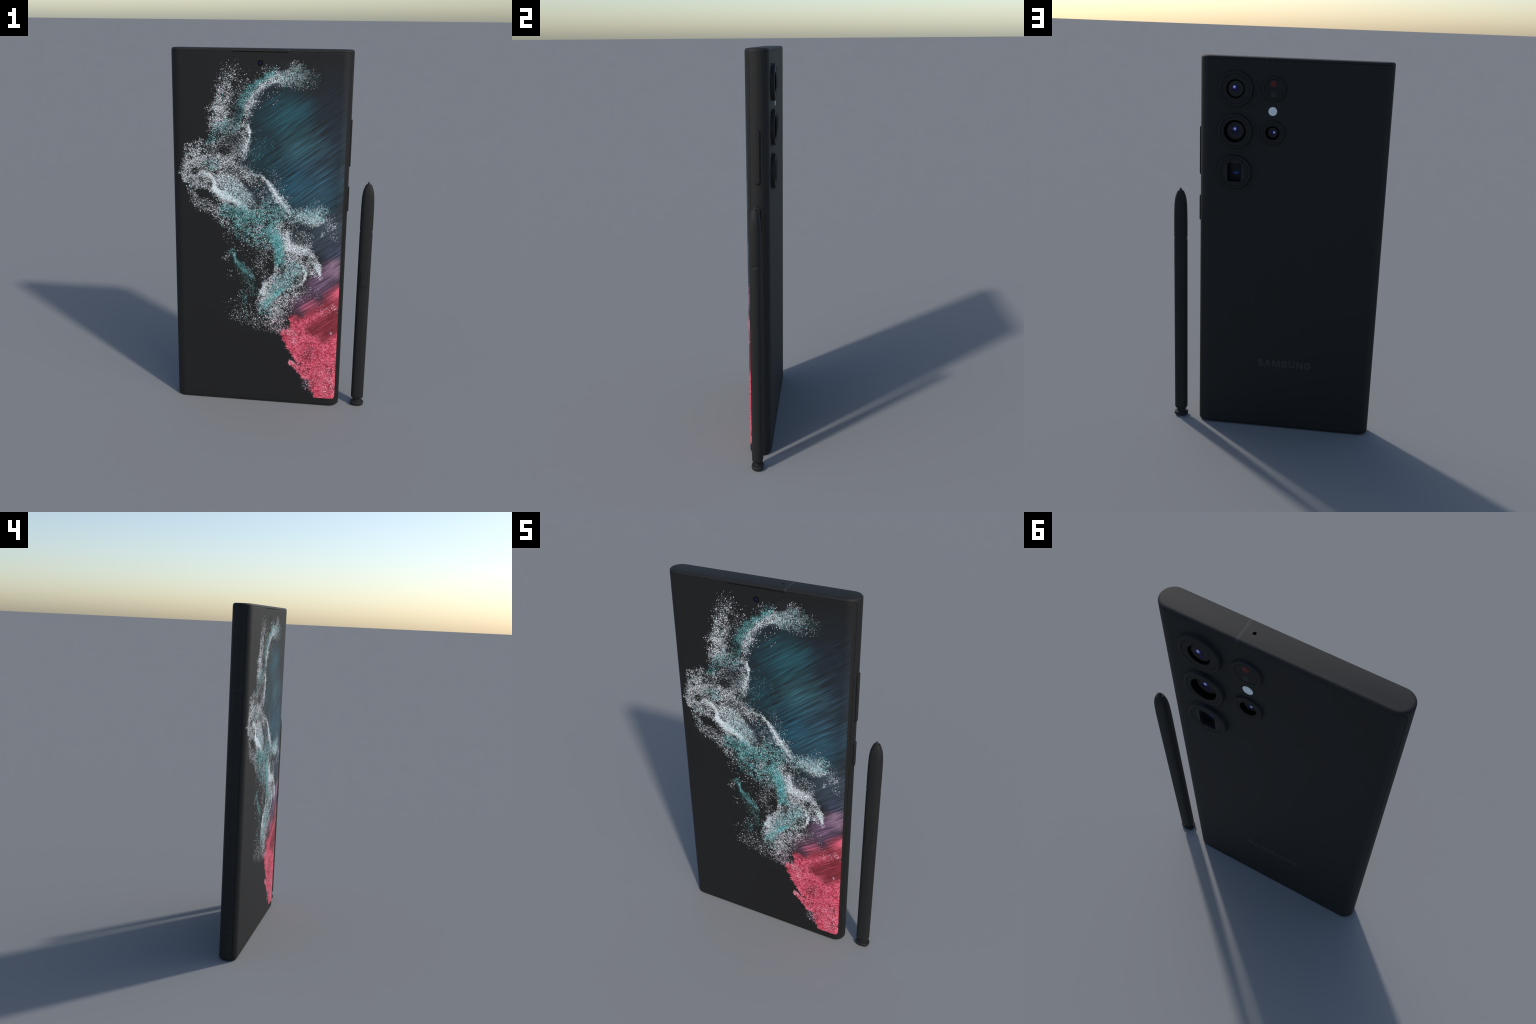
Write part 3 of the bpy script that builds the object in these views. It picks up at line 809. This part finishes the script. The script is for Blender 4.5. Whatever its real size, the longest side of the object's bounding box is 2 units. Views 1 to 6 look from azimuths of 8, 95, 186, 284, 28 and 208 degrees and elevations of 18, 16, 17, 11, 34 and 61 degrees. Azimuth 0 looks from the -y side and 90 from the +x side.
def lay_picture(ob, cols, rows):
    """Part the glass into cells and give each the picture material that covers it."""
    x0, x1, z0, z1 = PX - W / 2, PX + W / 2, 0.0, H
    bm = bmesh.new()
    bm.from_mesh(ob.data)
    for i in range(1, cols):
        bmesh.ops.bisect_plane(bm, geom=bm.verts[:] + bm.edges[:] + bm.faces[:], plane_co=(x0 + (x1 - x0) * i / cols, 0, 0), plane_no=(1, 0, 0))
    for i in range(1, rows):
        bmesh.ops.bisect_plane(bm, geom=bm.verts[:] + bm.edges[:] + bm.faces[:], plane_co=(0, 0, z0 + (z1 - z0) * i / rows), plane_no=(0, 0, 1))
    for f in bm.faces:
        c = f.calc_center_median()
        i = min(cols - 1, max(0, int((c.x - x0) / (x1 - x0) * cols)))
        j = min(rows - 1, max(0, int((c.z - z0) / (z1 - z0) * rows)))
        f.material_index = j * cols + i
    bm.to_mesh(ob.data)
    bm.free()
    for j in range(rows):
        for i in range(cols):
            cell = (x0 + (x1 - x0) * i / cols, x0 + (x1 - x0) * (i + 1) / cols, z0 + (z1 - z0) * j / rows, z0 + (z1 - z0) * (j + 1) / rows)
            ob.data.materials.append(wallpaper('display_picture', cell))
    ob.data.set_sharp_from_angle(angle=math.radians(40))

lay_picture(bpy.data.objects['display_glass'], 4, 8)
body_patch('back_glass', BACK_S, GZ, GLASS_HW, GH, GR, glass_loops, back_mat, phone, n_w=60, holes=WELLS)

SIDE_R = FLAT + HALF / 2
btn_loops = [(0.0, -0.003), (0.0, 0.0036), (0.0006, 0.0048), (0.0018, 0.0055), (0.0045, 0.0060), (0.0080, 0.0060)]
for nm, z0, z1 in (('volume_button', 1.4020, 1.6490), ('power_button', 1.1585, 1.2935)):
    body_patch(nm, SIDE_R, (z0 + z1) / 2, 0.0126, (z1 - z0) / 2, 0.0110, btn_loops, button_mat, phone, n_w=6, n_h=10, n_c=8)
    body_patch('button_dark_plate', SIDE_R, (z0 + z1) / 2, 0.0140, (z1 - z0) / 2 + 0.0014, 0.0122, [(0, -0.002), (0.0, 0.0003), (0.002, 0.0003)], dark_mat, phone, n_w=6, n_h=10)  # dark plate just proud of the skin stands in for the gap

# antenna bands let into the frame
FRAME_HW = R * math.asin(0.0318 / R) - 0.002
def side_band(sign, z):
    body_patch('antenna_band', sign * SIDE_R, z, FRAME_HW, 0.0055, 0.0012, [(0, -0.002), (0, 0.0002), (0.002, 0.0002)], band_mat, phone, n_w=16, n_h=3, n_c=2)
side_band(-1, 1.8525)
side_band(-1, 1.5455)
side_band(1, 0.1770)
side_band(-1, 0.1770)

def rim_band(x, top):
    """Strip across the top or bottom rim from one glass to the other."""
    prof = []
    zc = H - EDGE if top else EDGE
    sg = 1 if top else -1
    for s_sign in (-1, 1):
        arc = [(s_sign * (R - EDGE * (1 - math.cos(a))), zc + sg * EDGE * math.sin(a), s_sign * math.cos(a), sg * math.sin(a)) for a in [math.pi / 2 * i / 6 for i in range(7)]]
        prof += arc if s_sign < 0 else arc[::-1]
    bm = bmesh.new()
    rows = []
    for off, hw in ((-0.002, 0.0058), (0.0002, 0.0058)):
        for sx in ((-1,)):
            rows.append([bm.verts.new((x - hw, PY + y + ny * off, z + nz * off)) for y, z, ny, nz in prof])
    for off, hw in ((0.0002, 0.0058), (-0.002, 0.0058)):
        rows.append([bm.verts.new((x + hw, PY + y + ny * off, z + nz * off)) for y, z, ny, nz in prof])
    for a, b in zip(rows, rows[1:]):
        for i in range(len(a) - 1):
            bm.faces.new((a[i], a[i + 1], b[i + 1], b[i]))
    make_object('antenna_band', bm, band_mat, phone)
rim_band(0.0690, True)
rim_band(-0.3790, False)
rim_band(0.2330, False)

# earpiece (slit shown as a raised dark strip) and front camera
plate('earpiece_strip', (PX, FRONT, 1.9836), '-y', 0.1455, 0.0013, 0.0012, [(0, -0.002), (0, 0.0002), (0.0004, 0.0003)], dark_mat, phone)
fc = (PX, FRONT, 1.9300)
front_cam = lathe('front_camera', [(0.0146, -0.002), (0.0146, 0.0003), (0.0140, 0.0006), (0.0115, 0.0006), (0.0100, 0.0003), (0, 0.0003)], fc, '-y', dark_mat, phone, n=40)
lathe('front_lens', [(0.0100, -0.0002), (0.0096, 0.0004), (0.0070, 0.0006), (0.0035, 0.0007), (0, 0.0007)], fc, '-y',
      glint_lens('violet_front_lens', (0.018, 0.012, 0.12), (0.003, 0.002, 0.022), (PX + 0.002, 1.9295), 0.0075), front_cam, n=32)

# ---------------------------------------------------------------- rear cameras
def rear_ring(name, x, z, rad, height, hole):
    """Raised metal ring with a cover glass sunk a little below its lip."""
    c = (x, BACK, z)
    ring = lathe(name, [(rad + 0.0004, -0.004), (rad + 0.0004, 0.0006), (rad, 0.0014), (rad, height - 0.0040), (rad - 0.0012, height - 0.0018), (rad - 0.0038, height - 0.0003),
                        (rad - 0.0060, height), (rad - 0.0095, height), (rad - 0.0112, height - 0.0010), (rad - 0.0120, height - 0.0026), (rad - 0.0120, -0.004)], c, 'y', ring_mat, phone, n=96)
    top = height - 0.0016
    if hole:
        lathe('cover_glass', [(rad - 0.0120, top - 0.004), (rad - 0.0122, top - 0.0006), (rad - 0.0130, top), (hole + 0.0008, top), (hole, top - 0.0008), (hole, top - 0.004)], c, 'y', cover_mat, ring, n=96)
    else:
        lathe('cover_glass', [(rad - 0.0120, top - 0.004), (rad - 0.0122, top - 0.0006), (rad - 0.0130, top), (0, top)], c, 'y', cover_mat, ring, n=96)
    return ring, c, top

def round_camera(x, z, rad, height, hole, lens, depth, spot, spot_r):
    ring, c, top = rear_ring('camera', x, z, rad, height, hole)
    lathe('lens_barrel', [(hole, top - 0.0006), (hole * 0.985, top - 0.0340), (lens * 0.98, top - 0.0340)], c, 'y', dark_mat, ring, n=72)
    n = 8
    dome = [(lens * math.cos(math.pi / 2 * i / n), top - depth + 0.0003 + 0.0015 * math.sin(math.pi / 2 * i / n)) for i in range(n)] + [(0, top - depth + 0.0018)]
    lathe('lens', [(lens, top - 0.0345)] + dome, c, 'y', inner_mat, ring, n=64)
    # inner element seen through the front lens, its glint painted on
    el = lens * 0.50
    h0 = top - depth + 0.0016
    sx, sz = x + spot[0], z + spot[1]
    lathe('glint_element', [(el, h0 - 0.004), (el, h0 - 0.0002), (el * 0.9, h0 + 0.0006), (el * 0.5, h0 + 0.0013), (0, h0 + 0.0016)], c, 'y',
          glint_lens('violet_lens_glint', (0.80, 0.84, 1.0), (0.040, 0.022, 0.34), (sx, sz), spot_r, centre=(x, z, el)), ring, n=48)

RISE, LOW_RISE = 0.0192, 0.0115
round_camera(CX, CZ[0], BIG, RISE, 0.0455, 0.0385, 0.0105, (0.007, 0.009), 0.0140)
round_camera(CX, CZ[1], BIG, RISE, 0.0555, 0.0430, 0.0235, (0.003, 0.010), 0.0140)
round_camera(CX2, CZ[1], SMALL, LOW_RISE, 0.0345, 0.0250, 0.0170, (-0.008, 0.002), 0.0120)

# folded telephoto camera: square window over a deep prism well
ring, c, top = rear_ring('camera', CX, CZ[2], BIG, RISE, 0.0560)
bm = bmesh.new()
hw, hh = 0.0352, 0.0485
n = 64
sq = rounded_rect(hw, hh, 0.012, 12, 12, 4)
sq.sort(key=lambda q: math.atan2(q[1], q[0]))
circ = [(0.0560 * math.cos(math.atan2(v, u)), 0.0560 * math.sin(math.atan2(v, u))) for u, v in sq]
lim = [(min(1.0, 1.0) * u, v) for u, v in sq]
rings = []
for pts, h in ((circ, top - 0.0030), (circ, top - 0.0010), (lim, top - 0.0010)):
    rings.append([bm.verts.new(place(-u, v, h, c, 'y')) for u, v in pts])
for a, b in zip(rings, rings[1:]):
    bridge(bm, a, b)
make_object('window_plate', bm, inner_mat, ring)
plate('prism_well', c, 'y', hw, hh, 0.012, [(0, top - 0.0010), (0.0006, top - 0.0030), (0.0020, top - 0.0290)], well_mat, ring, n=(12, 12, 4))
plate('glint_element', (CX, BACK, CZ[2]), 'y', 0.0325, 0.0455, 0.010, [(0, top - 0.0300), (0, top - 0.0280), (0.001, top - 0.0275)],
      glint_lens('blue_prism_glint', (0.030, 0.085, 0.26), (0.010, 0.014, 0.070), (CX - 0.007, 1.4277), 0.026, 2.3), ring, n=(12, 12, 4))  # soft blue highlight painted on the prism floor

# range-finder module with two small windows, and the flash
ring, c, top = rear_ring('laser_sensor', CX2, 1.8525, SMALL, LOW_RISE, 0)
plate('sensor_window', (CX2 + 0.0015, BACK, 1.8770), 'y', 0.0132, 0.0132, 0.0090, [(0, top - 0.002), (0, top + 0.0003), (0.0006, top + 0.0005)], red_mat, ring)
plate('sensor_window', (CX2 + 0.0015, BACK, 1.8275), 'y', 0.0130, 0.0130, 0.0090, [(0, top - 0.002), (0, top + 0.0003), (0.0006, top + 0.0005)], grey_mat, ring)
lathe('flash', [(0.0215, -0.003), (0.0215, 0.0003), (0.0208, 0.0008), (0, 0.0010)], (0.0325, BACK, 1.7440), 'y', flash_mat, phone, n=48)

# ---------------------------------------------------------------- lettering on the back
def ribbon(bm, path, width, x_left, z0, kx, kz, lift):
    """Flat bold stroke along a path given in letter units; mitred at the bends."""
    n = len(path)
    pts = [Vector((u * kx, v * kz)) for u, v in path]
    left, right = [], []
    for i, q in enumerate(pts):
        d0 = (q - pts[i - 1]).normalized() if i else (pts[1] - q).normalized()
        d1 = (pts[i + 1] - q).normalized() if i < n - 1 else d0
        d = (d0 + d1).normalized()
        nrm = Vector((-d.y, d.x))
        k = min(1.6, 1 / max(0.4, nrm.dot(Vector((-d0.y, d0.x))))) * width / 2
        left.append(q + nrm * k)
        right.append(q - nrm * k)
    def at(q, y):
        z = min(max(q.y, 0.0), kz)          # keep the stroke ends level with the line
        return bm.verts.new((x_left - q.x, BACK + y, z0 + z))
    top_l, top_r = [at(q, lift) for q in left], [at(q, lift) for q in right]
    low_l, low_r = [at(q, -0.0004) for q in left], [at(q, -0.0004) for q in right]
    for i in range(n - 1):
        bm.faces.new((top_l[i], top_l[i + 1], top_r[i + 1], top_r[i]))
        bm.faces.new((top_l[i], low_l[i], low_l[i + 1], top_l[i + 1]))
        bm.faces.new((top_r[i], top_r[i + 1], low_r[i + 1], low_r[i]))
    bm.faces.new((top_l[0], top_r[0], low_r[0], low_l[0]))
    bm.faces.new((top_l[-1], low_l[-1], low_r[-1], top_r[-1]))

def arc(cx, cy, rx, ry, a0, a1, n=9):
    return [(cx + rx * math.cos(math.radians(a0 + (a1 - a0) * i / n)), cy + ry * math.sin(math.radians(a0 + (a1 - a0) * i / n))) for i in range(n + 1)]

# strokes of each letter in a box one unit high
LETTERS = {
    'S': (0.80, [arc(0.40, 0.69, 0.29, 0.19, 10, 200) + arc(0.40, 0.30, 0.29, 0.19, 90, -190)[1:]]),
    'L': (0.86, [[(0.14, 0.0), (0.37, 1.0)], [(0.72, 0.0), (0.49, 1.0)]]),      # crossbar-less A
    'M': (1.10, [[(0.13, 0.0), (0.13, 1.0)], [(0.97, 0.0), (0.97, 1.0)], [(0.22, 1.0), (0.55, 0.0)], [(0.88, 1.0), (0.55, 0.0)]]),
    'U': (0.86, [[(0.13, 1.0)] + arc(0.43, 0.36, 0.30, 0.25, 180, 360) + [(0.73, 1.0)]]),
    'N': (0.90, [[(0.13, 0.0), (0.13, 1.0)], [(0.77, 0.0), (0.77, 1.0)], [(0.20, 1.0), (0.70, 0.0)]]),
    'G': (0.88, [arc(0.44, 0.64, 0.31, 0.25, 15, 180) + arc(0.44, 0.36, 0.31, 0.25, 180, 345), [(0.74, 0.22), (0.74, 0.52), (0.46, 0.52)]])}

def lettering(word, x_left, x_right, z0, z1):
    gap = 0.17
    total = sum(LETTERS[c][0] for c in word) + gap * (len(word) - 1)
    kz = z1 - z0
    kx = (x_left - x_right) / total
    bm = bmesh.new()
    u = 0.0
    for c in word:
        w, strokes = LETTERS[c]
        for i, st in enumerate(strokes):
            ribbon(bm, [(u + a, b) for a, b in st], 0.0098, x_left, z0, kx, kz, 0.0004 + 0.0001 * i)
        u += w + gap
    make_object('lettering', bm, letter_mat, phone, smooth=30)
lettering('SLMSUNG', 0.0710, -0.2195, 0.3690, 0.4105)

# ---------------------------------------------------------------- stylus
stylus = empty('stylus', (PEN_X, PEN_Y, 0))
stylus['label'] = 'slender matte black oval stylus with nib and push button'
stylus['category'] = 'stylus pen'

PA, PB, PE = 0.0352, 0.0278, 2.5       # half axes and squareness of the barrel
def oval(a, b, n=72, e=PE):
    pts = []
    for i in range(n):
        t = 2 * math.pi * i / n
        c, s = math.cos(t), math.sin(t)
        pts.append((a * math.copysign(abs(c) ** (2 / e), c), b * math.copysign(abs(s) ** (2 / e), s)))
    return pts

def loft(name, sections, mat, parent, cap0=True, cap1=True, e=PE, smooth=40):
    """sections = (z, half x, half y, depth of a nick in both narrow sides)"""
    bm = bmesh.new()
    prev = first = None
    for z, a, b, *notch in sections:
        k = notch[0] if notch else 0.0
        ring = [bm.verts.new((PEN_X + u - math.copysign(k * (abs(u) / a) ** 10, u), PEN_Y + v, z)) for u, v in oval(a, b, e=e)]
        if prev:
            bridge(bm, prev, ring)
        else:
            first = ring
        prev = ring
    if cap0:
        bm.faces.new(first)
    if cap1:
        bm.faces.new(prev)
    return make_object(name, bm, mat, parent, smooth)

def pen_sec(z, k):
    return (z, PA - k, PB - k * 0.85)

barrel = [pen_sec(0.0425, 0.0085), pen_sec(0.0440, 0.0052), pen_sec(0.0475, 0.0022), pen_sec(0.0525, 0.0005), pen_sec(0.0590, 0.0)]
barrel += [pen_sec(0.0590 + (1.0380 - 0.0590) * i / 12, 0.0) for i in range(1, 13)]
barrel += [pen_sec(1.0420, 0) + (0.0005,), pen_sec(1.0450, 0) + (0.0018,), pen_sec(1.0478, 0) + (0.0028,), pen_sec(1.0498, 0) + (0.0030,)]
loft('barrel', barrel, pen_mat, stylus)
tip = [pen_sec(1.0500, 0) + (0.0030,), pen_sec(1.0520, 0) + (0.0026,), pen_sec(1.0545, 0) + (0.0012,), pen_sec(1.0575, 0) + (0.0004,), pen_sec(1.0610, 0)]
tip += [(1.13, .0352, .0278), (1.19, .0346, .0275), (1.225, .0334, .0268), (1.2450, .0322, .0258), (1.2560, .0308, .0248), (1.2660, .0294, .0236),
        (1.2760, .0272, .0220), (1.2860, .0242, .0198), (1.2950, .0208, .0174), (1.3020, .0178, .0152), (1.3060, .0158, .0138), (1.3075, .0145, .0128), (1.3080, .0128, .0114), (1.3070, .0100, .0094), (1.3040, .0092, .0090)]
loft('tip_cone', tip, pen_mat, stylus)
lathe('nib', [(0.0088, -0.006), (0.0086, 0.0), (0.0066, 0.0065), (0.0038, 0.0125), (0.0022, 0.0146), (0, 0.0154)], (PEN_X, PEN_Y, 1.3080), 'z', nib_mat, stylus, n=32)

# side button: a slightly sunk pill on the front of the barrel
def pen_front(u):
    return PEN_Y - PB * (1 - (abs(u) / PA) ** PE) ** (1 / PE)

def pen_pill(name, z, hw, hh, loops, mat):
    bm = bmesh.new()
    prev = None
    for inset, h in loops:
        pts = rounded_rect(hw - inset, hh - inset, hw - inset - 0.0002, 8, 10, 8)
        ring = [bm.verts.new((PEN_X + u, pen_front(u) - h, z + w)) for u, w in pts]
        if prev:
            bridge(bm, prev, ring)
        prev = ring
    bm.faces.new(prev)
    return make_object(name, bm, mat, stylus)
pen_pill('button_dark_plate', 0.7810, 0.0196, 0.0510, [(0, -0.002), (0, 0.0003), (0.003, 0.0003)], dark_mat)  # thin dark plate on the barrel in place of a real gap
pen_pill('side_button', 0.7810, 0.0184, 0.0498, [(0, -0.001), (0, 0.0003), (0.0006, 0.0008), (0.002, 0.0010), (0.006, 0.0010), (0.010, 0.0010), (0.014, 0.0010)], pen_mat)

# push button on the end
loft('push_button', [(0.0000, .0290, .0215), (0.0006, .0318, .0240), (0.0030, .0352, .0270), (0.0065, .0376, .0290), (0.0110, .0389, .0300), (0.0160, .0388, .0299), (0.0195, .0376, .0288),
                     (0.0215, .0352, .0268), (0.0220, .0300, .0222), (0.0222, .0242, .0180), (0.0240, .0234, .0174), (0.0430, .0232, .0172)], pen_mat, stylus)
